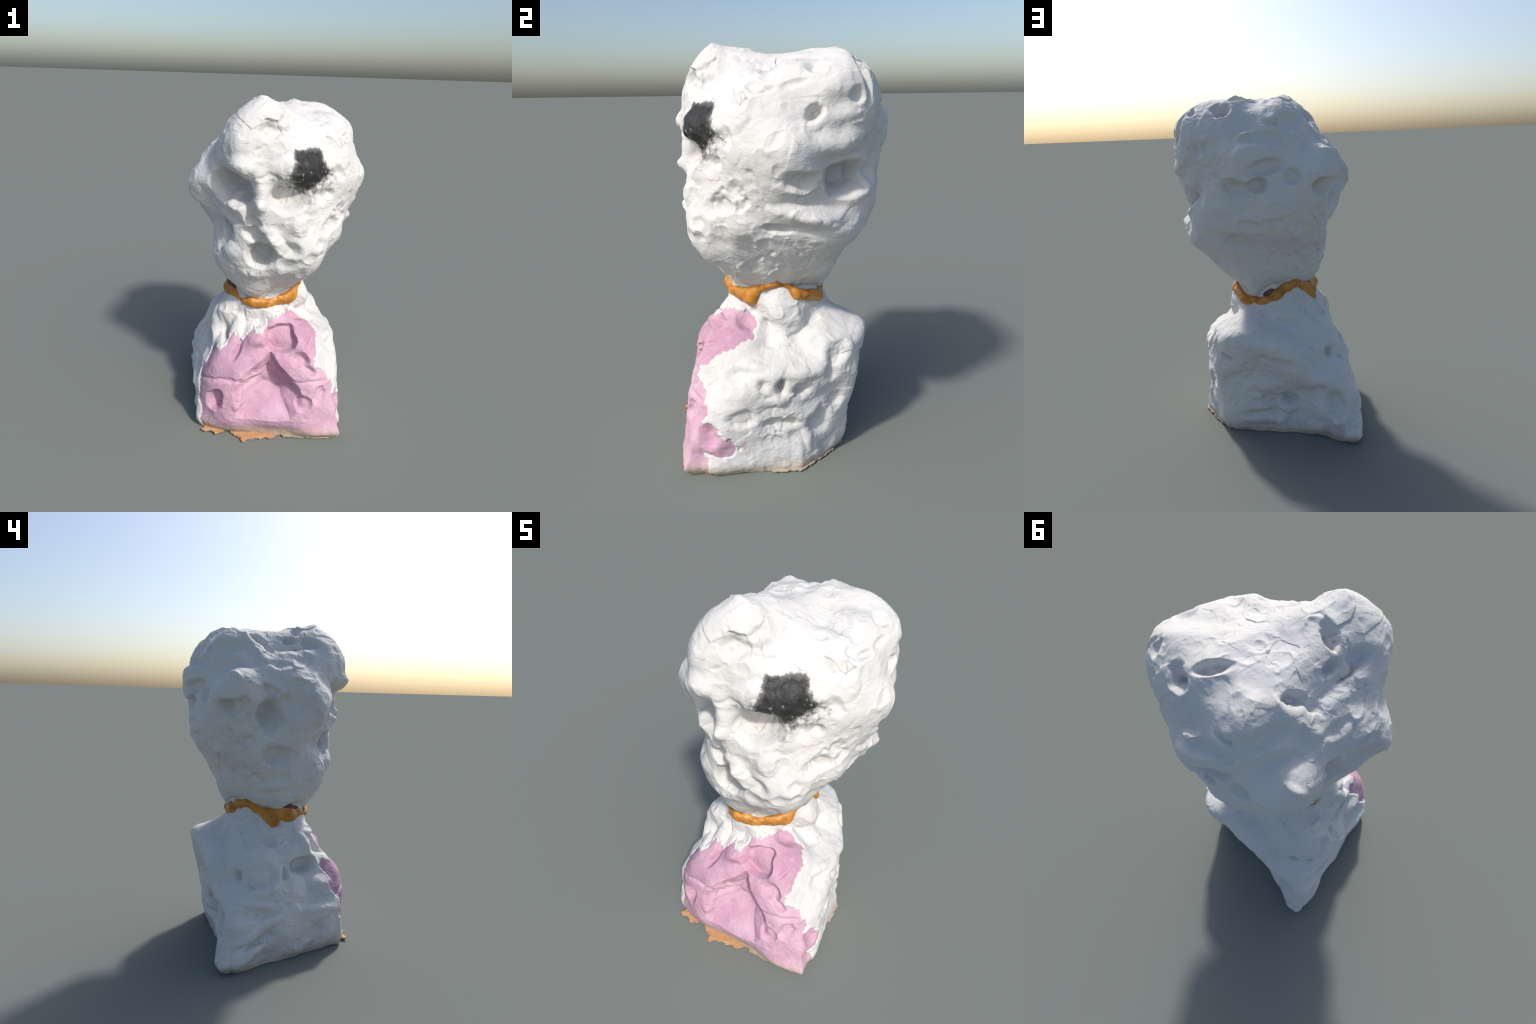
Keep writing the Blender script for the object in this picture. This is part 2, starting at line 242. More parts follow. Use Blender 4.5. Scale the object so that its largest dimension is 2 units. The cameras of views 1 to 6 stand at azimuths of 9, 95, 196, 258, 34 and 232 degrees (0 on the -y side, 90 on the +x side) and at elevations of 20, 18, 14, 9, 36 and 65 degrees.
RIGHT_FLANK_DENTS = [
    ('neck hollow', (0.218, -0.125, 0.695), 0.045, 0.067, 108, 0.036, 0.9),
    ('neck boss', (0.256, 0.034, 0.749), 0.094, 0.123, -5, -0.030, 1),
    ('neck hollow', (0.255, 0.185, 0.689), 0.044, 0.073, -45, 0.024, 0.9),
    ('side pit', (0.460, 0.063, 0.462), 0.026, 0.044, -12, 0.050, 0.6),
    ('side dimple', (0.476, -0.019, 0.473), 0.032, 0.028, -1, 0.024, 0.8),
    ('side pit', (0.428, 0.159, 0.425), 0.040, 0.038, 19, 0.042, 0.6),
    ('shoulder hollow', (0.342, 0.339, 0.580), 0.065, 0.051, 28, 0.042, 0.8),
    ('shoulder dimple', (0.360, 0.302, 0.494), 0.037, 0.051, 1, 0.024, 0.8),
    ('side hollow', (0.391, 0.243, 0.238), 0.061, 0.077, -26, 0.042, 0.8),
    ('side dimple', (0.328, 0.322, 0.317), 0.046, 0.046, -9, 0.024, 0.6),
    ('thumb print', (0.511, -0.119, 0.308), 0.062, 0.044, -1, 0.017, 0.4),
    ('side hollow', (0.464, 0.062, 0.261), 0.082, 0.036, -4, 0.030, 0.7),
    ('thumb print', (0.449, -0.136, 0.506), 0.054, 0.037, 21, 0.017, 0.7),
    ('foam pit', (0.540, -0.276, 0.218), 0.049, 0.064, 1, 0.036, 0.8),
    ('side pad', (0.471, 0.025, 0.392), 0.072, 0.029, 9, -0.012, 0.8),
    ('side pad', (0.430, -0.067, 0.545), 0.064, 0.028, 0, -0.014, 0.8),
    ('side pad', (0.410, 0.182, 0.511), 0.093, 0.029, -7, -0.014, 0.8),
    ('low corner hollow', (0.347, 0.284, 0.067), 0.048, 0.056, -42, 0.024, 0.9),
    ('low corner ridge', (0.405, 0.186, 0.169), 0.023, 0.085, 8, -0.018, 0.8),
]

RIGHT_FLANK_GROOVES = [
    ('crack', [(0.276, 0.092, 0.629), (0.270, 0.150, 0.656), (0.248, 0.192, 0.694), (0.216, 0.228, 0.704)], 0.009, 0.009),
    ('crack', [(0.473, 0.031, 0.287), (0.463, 0.044, 0.218)], 0.006, 0.007),
    ('crack', [(0.480, -0.004, 0.236), (0.462, 0.044, 0.213), (0.455, 0.065, 0.213)], 0.006, 0.007),
    ('crack', [(0.217, 0.439, 0.515), (0.247, 0.428, 0.448)], 0.006, 0.006),
]

BACK_DENTS = [
    ('under shoulder hollow', (-0.088, 0.399, 0.493), 0.098, 0.033, -17, 0.038, 0.7),
    ('under shoulder crack', (0.187, 0.447, 0.517), 0.048, 0.022, -15, 0.030, 0.6),
    ('shoulder boss', (0.157, 0.443, 0.637), 0.101, 0.054, -0, -0.022, 1),
    ('thumb print', (-0.015, 0.341, 0.218), 0.052, 0.044, -1, 0.027, 0.5),
    ('rear dimple', (-0.120, 0.298, 0.224), 0.067, 0.035, -11, 0.038, 0.6),
    ('rear crumb', (-0.119, 0.302, 0.149), 0.051, 0.032, -6, -0.021, 0.6),
    ('rear dimple', (-0.244, 0.331, 0.282), 0.049, 0.041, -7, 0.033, 0.7),
    ('rear dimple', (-0.323, 0.342, 0.314), 0.040, 0.040, -5, 0.024, 0.7),
    ('rear corner hollow', (-0.421, 0.355, 0.216), 0.061, 0.081, 10, 0.045, 0.7),
    ('rear hollow', (0.179, 0.408, 0.349), 0.074, 0.074, -2, 0.030, 0.9),
    ('rear dimple', (-0.369, 0.252, 0.503), 0.040, 0.048, 7, 0.030, 0.8),
    ('rear hollow', (0.023, 0.357, 0.116), 0.111, 0.041, -2, 0.033, 0.8),
    ('rear smear', (0.112, 0.401, 0.395), 0.065, 0.041, 15, 0.015, 0.6),
    ('rear pad', (0.012, 0.362, 0.324), 0.131, 0.041, -2, -0.018, 0.8),
    ('rear shoulder hollow', (-0.230, 0.283, 0.615), 0.118, 0.095, -6, 0.018, 1),
]

BACK_GROOVES = [
    ('crack', [(-0.203, 0.177, 0.749), (-0.235, 0.218, 0.699), (-0.273, 0.191, 0.674)], 0.006, 0.006),
    ('crack', [(-0.195, 0.382, 0.548), (-0.225, 0.380, 0.516), (-0.251, 0.357, 0.504), (-0.264, 0.350, 0.464)], 0.006, 0.006),
    ('crack', [(-0.073, 0.321, 0.245), (-0.110, 0.305, 0.236), (-0.140, 0.294, 0.215)], 0.007, 0.008),
    ('crack', [(0.251, 0.393, 0.253), (0.226, 0.394, 0.221), (0.183, 0.396, 0.214)], 0.006, 0.007),
]

LEFT_FLANK_DENTS = [
    ('round thumb print', (-0.434, 0.128, 0.524), 0.098, 0.081, -13, 0.039, 0.45),
    ('thumb print rim', (-0.406, 0.025, 0.476), 0.022, 0.077, -40, -0.021, 0.7),
    ('deep finger hole', (-0.317, -0.165, 0.528), 0.084, 0.049, 5, 0.075, 0.5),
    ('side dimple', (-0.365, 0.254, 0.520), 0.032, 0.032, 7, 0.026, 0.8),
    ('side dimple', (-0.359, -0.033, 0.502), 0.030, 0.043, -14, 0.029, 0.7),
    ('neck dimple', (-0.275, 0.046, 0.689), 0.047, 0.033, -9, 0.026, 0.6),
    ('neck dimple', (-0.275, -0.106, 0.687), 0.039, 0.032, 11, 0.016, 0.6),
    ('neck crumb', (-0.236, -0.018, 0.727), 0.047, 0.024, 4, -0.016, 0.6),
    ('low hollow', (-0.396, -0.239, 0.122), 0.087, 0.058, 3, 0.033, 0.8),
    ('chest pad', (-0.301, -0.241, 0.411), 0.106, 0.049, -4, -0.026, 0.9),
    ('side crease hollow', (-0.424, 0.203, 0.455), 0.045, 0.021, -14, 0.023, 0.7),
    ('fold', (-0.449, 0.130, 0.360), 0.130, 0.023, -10, -0.016, 0.7),
    ('fold', (-0.483, 0.166, 0.308), 0.144, 0.030, -5, 0.018, 0.7),
    ('fold', (-0.473, 0.132, 0.231), 0.147, 0.031, 21, -0.021, 0.7),
    ('fold', (-0.488, 0.164, 0.155), 0.116, 0.031, 14, 0.021, 0.7),
    ('fold', (-0.499, 0.172, 0.106), 0.101, 0.031, 27, -0.018, 0.6),
    ('fold', (-0.362, -0.241, 0.321), 0.122, 0.041, -6, 0.018, 0.8),
    ('rear dimple', (-0.054, 0.336, 0.145), 0.035, 0.069, 18, 0.026, 0.8),
    ('fold', (-0.367, -0.228, 0.208), 0.090, 0.033, 23, -0.016, 0.7),
]

LEFT_FLANK_GROOVES = [
    ('crack', [(-0.177, 0.194, 0.758), (-0.246, 0.202, 0.698), (-0.276, 0.183, 0.674), (-0.308, 0.185, 0.645)], 0.006, 0.007),
    ('crack', [(-0.223, 0.092, 0.751), (-0.278, 0.098, 0.687), (-0.302, 0.052, 0.661), (-0.291, 0.018, 0.672)], 0.008, 0.008),
    ('crack', [(-0.296, 0.019, 0.666), (-0.317, 0.007, 0.633), (-0.321, -0.020, 0.617)], 0.007, 0.006),
    ('crack', [(-0.532, 0.246, 0.139), (-0.508, 0.197, 0.152), (-0.465, 0.098, 0.137)], 0.008, 0.009),
    ('crack', [(-0.224, 0.363, 0.545), (-0.266, 0.337, 0.503), (-0.292, 0.340, 0.433)], 0.006, 0.006),
    ('crack', [(-0.405, -0.113, 0.340), (-0.387, -0.167, 0.324), (-0.350, -0.261, 0.330), (-0.333, -0.349, 0.334)], 0.007, 0.007),
]

HEAD_DENTS = FACE_DENTS + RIGHT_SIDE_DENTS + NAPE_DENTS + LEFT_SIDE_DENTS + CROWN_DENTS

HEAD_GROOVES = FACE_GROOVES + RIGHT_SIDE_GROOVES + NAPE_GROOVES + LEFT_SIDE_GROOVES

BUST_DENTS = CHEST_DENTS + RIGHT_FLANK_DENTS + BACK_DENTS + LEFT_FLANK_DENTS

BUST_GROOVES = CHEST_GROOVES + RIGHT_FLANK_GROOVES + BACK_GROOVES + LEFT_FLANK_GROOVES



FOAM_BORDER = [
    (236, -0.02), (232, 0.247), (230, 0.35), (226, 0.37), (230, 0.46), (225, 0.50), (229, 0.521),
    (242, 0.542), (244.5, 0.613), (254, 0.573), (264, 0.648), (277, 0.634), (282, 0.694), (294, 0.708),
    (308, 0.715), (323, 0.717), (337, 0.693), (345, 0.642), (336, 0.603), (325, 0.561), (318, 0.511),
    (317.6, 0.466), (324.7, 0.404), (327, 0.354), (330, 0.358), (328.4, 0.274), (332.5, 0.273),
    (336, 0.25), (339.6, 0.199), (342, 0.206), (345, 0.146), (343, 0.115), (338, 0.108), (330.7, 0.115),
    (332.5, -0.02)]
# three-sided pocket carved into the foam chest: edges in (x, z), wall slopes
POCKET = [(0.112, 0.535), (0.296, 0.365), (0.335, 0.29), (0.275, 0.135), (-0.06, 0.135), (-0.095, 0.30), (-0.075, 0.37)]
POCKET_SLOPES = [1.2, 1.2, 0.9, 0.95, 1.0, 1.5, 1.5]
POCKET_DEPTH = 0.15
# outline of the foot on the ground
FOOT = [(-0.328, -0.435), (-0.14, -0.453), (0.25, -0.425), (0.547, -0.386), (0.468, 0.165), (0.25, 0.36),
        (-0.326, 0.304), (-0.46, 0.365), (-0.525, 0.37), (-0.538, 0.33), (-0.41, -0.04)]
# collar: bearing, height, half thickness up-down, half thickness outwards
COLLAR = [
    (0, .885, .024, .030), (11, .896, .022, .028), (22, .884, .028, .032), (34, .848, .034, .036), (48, .818, .030, .034),
    (69, .800, .028, .032), (91, .808, .034, .036), (106, .836, .036, .038), (121, .878, .032, .036), (136, .893, .026, .034),
    (150, .872, .028, .034), (163, .842, .040, .040), (177, .812, .066, .054), (189, .836, .046, .044), (203, .824, .054, .048),
    (216, .822, .040, .036), (229, .822, .028, .026), (243, .803, .024, .026), (258, .794, .032, .034), (275, .790, .036, .036),
    (290, .796, .034, .034), (305, .802, .036, .034), (318, .806, .034, .036), (332, .812, .052, .046), (343, .856, .034, .036),
    (351, .876, .026, .032)]


# ---------------------------------------------------------------- mathematics
def spline(values, x, periodic):
    """Catmull-Rom through the rows of `values` at positions x (in rows)."""
    n = len(values)
    i = np.floor(x).astype(int)
    if not periodic:
        i = np.clip(i, 0, n - 2)
    f = x - i
    w = [(-f + 2*f*f - f**3) / 2, (2 - 5*f*f + 3*f**3) / 2, (f + 4*f*f - 3*f**3) / 2, (f**3 - f*f) / 2]
    out = 0
    for k in range(4):
        q = (i - 1 + k) % n if periodic else np.clip(i - 1 + k, 0, n - 1)
        out = out + w[k].reshape((-1,) + (1,) * (values.ndim - 1)) * values[q]
    return out


def lattice(ix, iy, iz, salt):
    h = (ix.astype(np.int64) * 374761393 + iy.astype(np.int64) * 668265263 + iz.astype(np.int64) * 2147483647 + salt * 1274126177) & 0xffffffff
    h = ((h ^ (h >> 13)) * 1274126177) & 0xffffffff
    h = ((h ^ (h >> 16)) * 2246822519) & 0xffffffff
    return ((h ^ (h >> 15)) & 0xffffff) / float(0xffffff)


def noise(p, salt=0):
    """Smooth value noise in -1..1."""
    i = np.floor(p).astype(np.int64)
    f = p - i
    f = f * f * f * (f * (f * 6 - 15) + 10)
    out = np.zeros(len(p))
    for dx in (0, 1):
        for dy in (0, 1):
            for dz in (0, 1):
                w = (f[:, 0] if dx else 1 - f[:, 0]) * (f[:, 1] if dy else 1 - f[:, 1]) * (f[:, 2] if dz else 1 - f[:, 2])
                out += w * lattice(i[:, 0] + dx, i[:, 1] + dy, i[:, 2] + dz, salt)
    return out * 2 - 1


def fractal(p, octaves, salt=0):
    out, a = np.zeros(len(p)), 1.0
    for o in range(octaves):
        out += a * noise(p * 2**o + 17.3 * o, salt + o)
        a *= 0.5
    return out


def smears(p, salt):
    """Pressed-on scraps of clay: overlapping tilted patches with small ledges between them."""
    i = np.floor(p).astype(np.int64)
    best = np.full(len(p), 9.0)
    height = np.zeros(len(p))
    for dx in (-1, 0, 1):
        for dy in (-1, 0, 1):
            for dz in (-1, 0, 1):
                c = i + (dx, dy, dz)
                j = [lattice(c[:, 0], c[:, 1], c[:, 2], salt + s) for s in range(6)]
                d = p - (c + np.stack(j[:3], 1))
                r = np.sqrt((d**2).sum(1))
                tilt = d[:, 0] * (j[3] - .5) + d[:, 1] * (j[4] - .5) + d[:, 2] * (j[5] - .5)
                near = r < best
                best = np.where(near, r, best)
                height = np.where(near, tilt * 2.2 + (j[5] - .5) * .5, height)
    return height


def smoothstep(a, b, x):
    t = np.clip((x - a) / (b - a), 0, 1)
    return t * t * (3 - 2 * t)


def frame(n):
    ref = np.array([0, 0, 1.0]) if abs(n[2]) < 0.8 else np.array([0, 1.0, 0])
    t1 = np.cross(ref, n)
    t1 /= np.linalg.norm(t1)
    return t1, np.cross(n, t1)


def grid_faces(rows, cols, flip):
    r, c = np.meshgrid(np.arange(rows - 1), np.arange(cols), indexing="ij")
    d = (c + 1) % cols
    q = np.stack([r * cols + c, (r + 1) * cols + c, (r + 1) * cols + d, r * cols + d], -1).reshape(-1, 4)
    return q[:, ::-1] if flip else q


def normals_of(v, faces):
    n = np.zeros_like(v)
    fn = np.cross(v[faces[:, 2]] - v[faces[:, 0]], v[faces[:, 3]] - v[faces[:, 1]])
    for k in range(4):
        for a in range(3):
            n[:, a] += np.bincount(faces[:, k], fn[:, a], len(v))
    return n / np.maximum(np.linalg.norm(n, axis=1), 1e-12)[:, None]


def press(v, normals, dents):
    """Push dents in and pull lumps out along the averaged surface normal."""
    for name, place, wide, high, turn, depth, soft in dents:
        d = v - np.array(place)
        size = max(wide, high)
        dist2 = (d**2).sum(1)
        near = dist2 < (1.9 * size) ** 2
        core = dist2 < (0.8 * size) ** 2
        if not core.any():
            core = dist2 <= dist2.min() * 1.0001
        n = normals[core].mean(0)
        n /= np.linalg.norm(n)
        t1, t2 = frame(n)
        c, s = math.cos(math.radians(turn)), math.sin(math.radians(turn))
        a, b = c * t1 + s * t2, -s * t1 + c * t2
        q = d[near]
        wob = 0.16 * noise(v[near] * (0.9 / size) + place[0] * 31, 3) + 0.07 * noise(v[near] * (2.4 / size), 4)
        r = np.sqrt((q @ a / wide) ** 2 + (q @ b / high) ** 2) * 0.82 + wob
        w = 1 - smoothstep(max(0.0, 1 - soft) - 0.02, 1.12, r)
        w *= 1 - smoothstep(1.2, 1.8, np.abs(q @ n) / size)
        w *= smoothstep(-0.2, 0.3, normals[near] @ n)
        v[near] -= (depth * w)[:, None] * n


def thumb(v, normals, count, seed, weight, low=-9.0, sizes=(0.028, 0.075)):
    """Scattered shallow thumb presses, each with one sharper lip."""
    rng = np.random.default_rng(seed)
    share = np.cumsum(weight) / np.sum(weight)
    for _ in range(count):
        i = int(np.searchsorted(share, rng.random()))
        size, turn = rng.uniform(*sizes), rng.uniform(0, 2 * math.pi)
        depth, slim = rng.uniform(0.05, 0.16) * size, rng.uniform(0.5, 0.9)
        n = normals[i]
        t1, t2 = frame(n)
        a = math.cos(turn) * t1 + math.sin(turn) * t2
        b = np.cross(n, a)
        place = v[i].copy()
        if place[2] < low:
            continue
        near = np.abs(v - place).max(1) < 1.4 * size
        q = v[near] - place
        x, y = q @ a / size, q @ b / (slim * size)
        r = np.sqrt(x * x + y * y) + 0.14 * noise(v[near] * (1.6 / size), seed)
        w = (1 - smoothstep(0.15, 1.05, r)) * (0.55 + 0.75 * np.clip(x, -0.6, 1))
        lip = np.exp(-((r - 1.02) / 0.16) ** 2) * np.clip(x, 0, 1)
        face = smoothstep(0.2, 0.6, normals[near] @ n)
        v[near] += ((0.45 * lip - w) * depth * face)[:, None] * n


def furrow(v, normals, grooves):
    for name, points, wide, depth in grooves:
        pts = np.array(points)
        lo, hi = pts.min(0) - 0.09, pts.max(0) + 0.09
        near = ((v > lo) & (v < hi)).all(1)
        p = v[near] + 0.006 * np.stack([noise(v[near] * 40, s) for s in (1, 2, 3)], 1)
        best = np.full(len(p), 9.0)
        for k in range(len(pts) - 1):
            e = pts[k + 1] - pts[k]
            t = np.clip(((p - pts[k]) @ e) / (e @ e), 0, 1)
            gap = p - pts[k] - t[:, None] * e
            deep = (gap * normals[near]).sum(1)      # the dented skin may lie well below the line
            flat = np.linalg.norm(gap - deep[:, None] * normals[near], axis=1)
            best = np.minimum(best, np.where(np.abs(deep) < 0.13, flat, 9.0))
        w = np.exp(-(best / (wide * 1.5)) ** 2)
        v[near] -= (depth * w)[:, None] * normals[near]


# ---------------------------------------------------------------- mesh making
def make_parts(prefix, v, faces, labels, names, materials, parent):
    """Split one smooth surface into named meshes that share its normals."""
    nrm = normals_of(v, faces)
    made = []
    for k, name in enumerate(names):
        f = faces[labels == k]
        if not len(f):
            continue
        used, inv = np.unique(f, return_inverse=True)
        mesh = bpy.data.meshes.new(name)
        inv = inv.reshape(f.shape)
        mesh.vertices.add(len(used))
        mesh.vertices.foreach_set("co", v[used].astype(np.float32).ravel())
        mesh.loops.add(f.size)
        mesh.loops.foreach_set("vertex_index", inv.ravel().astype(np.int32))
        mesh.polygons.add(len(f))
        mesh.polygons.foreach_set("loop_start", np.arange(0, f.size, 4, dtype=np.int32))
        mesh.update(calc_edges=True)
        mesh.validate()
        mesh.polygons.foreach_set("use_smooth", np.ones(len(mesh.polygons), dtype=bool))
        if len(mesh.vertices) == len(used):
            mesh.normals_split_custom_set_from_vertices(nrm[used].astype(np.float32).tolist())
        mesh.materials.append(materials[k])
        obj = bpy.data.objects.new(name, mesh)
        bpy.context.scene.collection.objects.link(obj)
        obj.parent = parent
        made.append(obj)
    return made


def signed_to_polygon(x, y, poly):
    """Distance to a closed polygon, positive outside."""
    best = np.full(len(x), 9.0)
    inside = np.zeros(len(x), bool)
    m = len(poly)
    for k in range(m):
        ax, ay = poly[k]
        bx, by = poly[(k + 1) % m]
        ex, ey = bx - ax, by - ay
        t = np.clip(((x - ax) * ex + (y - ay) * ey) / (ex * ex + ey * ey), 0, 1)
        best = np.minimum(best, np.hypot(x - ax - t * ex, y - ay - t * ey))
        cross = (ay > y) != (by > y)
        xi = ax + (y - ay) / (ey if abs(ey) > 1e-9 else 1e-9) * ex
        inside ^= cross & (x < xi)
    return np.where(inside, -best, best)


def snap_border(v, faces, f):
    """Slide the vertices nearest to the zero line of f on to it."""
    e = np.concatenate([faces[:, [0, 1]], faces[:, [1, 2]], faces[:, [2, 3]], faces[:, [3, 0]]])
    e = e[e[:, 0] < e[:, 1]]
    a, b = e[:, 0], e[:, 1]
    hit = (f[a] > 0) != (f[b] > 0)
    a, b = a[hit], b[hit]
    t = f[a] / (f[a] - f[b])
    p = v[a] + t[:, None] * (v[b] - v[a])
    mover = np.where(t < 0.5, a, b)
    far = np.where(t < 0.5, t, 1 - t)
    order = np.argsort(-far)
    v[mover[order]] = p[order]
    f[mover] = 0
    return v, f


# ---------------------------------------------------------------- materials
def node(nt, kind, **inputs):
    n = nt.nodes.new(kind)
    for k, val in inputs.items():
        if hasattr(n, k):
            setattr(n, k, val)
        else:
            n.inputs[k.replace("_", " ")].default_value = val
    return n


def ramp(nt, source, stops):
    n = nt.nodes.new("ShaderNodeValToRGB")
    el = n.color_ramp.elements
    while len(el) < len(stops):
        el.new(0.5)
    for e, (pos, col) in zip(el, stops):
        e.position = pos
        e.color = (*col, 1) if len(col) == 3 else col
    nt.links.new(source, n.inputs[0])
    return n.outputs[0]


def grey(a):
    return (a, a, a)


def mix(nt, fac, a, b, blend="MIX"):
    n = nt.nodes.new("ShaderNodeMix")
    n.data_type = "RGBA"
    n.blend_type = blend
    for sock, val in ((0, fac), (6, a), (7, b)):
        if isinstance(val, (float, int)):
            n.inputs[sock].default_value = val
        elif isinstance(val, tuple):
            n.inputs[sock].default_value = (*val, 1)
        else:
            nt.links.new(val, n.inputs[sock])
    return n.outputs[2]


def maths(nt, op, a, b=None, clamp=False):
    n = nt.nodes.new("ShaderNodeMath")
    n.operation = op
    n.use_clamp = clamp
    for k, val in enumerate((a, b)):
        if val is None:
            continue
        if isinstance(val, (float, int)):
            n.inputs[k].default_value = val
        else:
            nt.links.new(val, n.inputs[k])
    return n.outputs[0]


def start(name):
    m = bpy.data.materials.new(name)
    m.use_nodes = True
    nt = m.node_tree
    bsdf = nt.nodes["Principled BSDF"]
    co = nt.nodes.new("ShaderNodeTexCoord").outputs["Object"]
    return m, nt, bsdf, co


def tex(nt, co, kind="ShaderNodeTexNoise", scale=5.0, detail=4.0, rough=0.55, stretch=None, shift=None):
    if stretch or shift:
        mp = nt.nodes.new("ShaderNodeMapping")
        mp.inputs["Scale"].default_value = stretch or (1, 1, 1)
        mp.inputs["Location"].default_value = shift or (0, 0, 0)
        nt.links.new(co, mp.inputs[0])
        co = mp.outputs[0]
    n = nt.nodes.new(kind)
    nt.links.new(co, n.inputs["Vector"])
    n.inputs["Scale"].default_value = scale
    if "Detail" in n.inputs:
        n.inputs["Detail"].default_value = detail
        n.inputs["Roughness"].default_value = rough
    return n


def blob(nt, co, centre, radii, wobble=None, amount=0.0):
    """1 inside an ellipsoid, falling to 0 at its border; wobble makes the border ragged."""
    mp = nt.nodes.new("ShaderNodeMapping")
    mp.vector_type = "TEXTURE"
    mp.inputs["Location"].default_value = centre
    mp.inputs["Scale"].default_value = radii
    nt.links.new(co, mp.inputs[0])
    ln = nt.nodes.new("ShaderNodeVectorMath")
    ln.operation = "LENGTH"
    nt.links.new(mp.outputs[0], ln.inputs[0])
    d = ln.outputs["Value"]
    if wobble is not None:
        d = maths(nt, "ADD", d, maths(nt, "MULTIPLY", maths(nt, "SUBTRACT", wobble, 0.5), amount))
    return d


def bump(nt, bsdf, height, strength, distance):
    b = nt.nodes.new("ShaderNodeBump")
    b.inputs["Strength"].default_value = strength
    b.inputs["Distance"].default_value = distance
    nt.links.new(height, b.inputs["Height"])
    nt.links.new(b.outputs[0], bsdf.inputs["Normal"])


def specks(nt, co):
    """Tiny dark air holes and a few short hairline cracks."""
    v = tex(nt, co, "ShaderNodeTexVoronoi", scale=34.0)
    dots = ramp(nt, v.outputs["Distance"], [(0.0, grey(1)), (0.075, grey(1)), (0.11, grey(0))])
    pick = maths(nt, "GREATER_THAN", nt_split(nt, v.outputs["Color"]), 0.80)
    dots = maths(nt, "MULTIPLY", dots, pick)
    warp = tex(nt, co, scale=9.0, detail=3)
    shifted = mix(nt, 0.10, co, warp.outputs["Color"])
    e = tex(nt, shifted, "ShaderNodeTexVoronoi", scale=11.0)
    e.feature = "DISTANCE_TO_EDGE"
    line = ramp(nt, e.outputs["Distance"], [(0.0, grey(1)), (0.006, grey(0.8)), (0.014, grey(0))])
    gate = ramp(nt, tex(nt, co, scale=7.5, detail=2, shift=(3, 1, 2)).outputs["Fac"], [(0.60, grey(0)), (0.66, grey(1))])
    return dots, maths(nt, "MULTIPLY", line, gate)


def nt_split(nt, colour):
    s = nt.nodes.new("ShaderNodeSeparateColor")
    nt.links.new(colour, s.inputs[0])
    return s.outputs[0]


CLAY = (0.61, 0.60, 0.583)


def clay_base(nt, co):
    tone = tex(nt, co, scale=3.2, detail=5, rough=0.6).outputs["Fac"]
    col = ramp(nt, tone, [(0.25, (CLAY[0] * .95, CLAY[1] * .945, CLAY[2] * .935)), (0.5, CLAY), (0.8, (0.645, 0.636, 0.625))])
    cream = ramp(nt, tex(nt, co, scale=8, detail=4, shift=(5, 2, 9)).outputs["Fac"], [(0.60, grey(0)), (0.74, grey(0.45))])
    col = mix(nt, cream, col, (0.56, 0.515, 0.455))
    dots, lines = specks(nt, co)
    col = mix(nt, maths(nt, "MULTIPLY", dots, 0.9), col, (0.16, 0.145, 0.14))
    col = mix(nt, maths(nt, "MULTIPLY", lines, 0.6), col, (0.22, 0.20, 0.19))
    relief = maths(nt, "ADD", tex(nt, co, scale=60, detail=5, rough=0.6).outputs["Fac"],
                   maths(nt, "MULTIPLY", tex(nt, co, scale=26, detail=3, stretch=(1, 1, 2.2)).outputs["Fac"], 0.9))
    relief = maths(nt, "SUBTRACT", relief, maths(nt, "MULTIPLY", maths(nt, "MAXIMUM", dots, lines), 0.8))
    return col, relief


def finish(nt, bsdf, col, rough, relief, strength=0.35, distance=0.006):
    nt.links.new(col, bsdf.inputs["Base Color"])
    bsdf.inputs["Roughness"].default_value = rough
    bsdf.inputs["Specular IOR Level"].default_value = 0.25
    bump(nt, bsdf, relief, strength, distance)


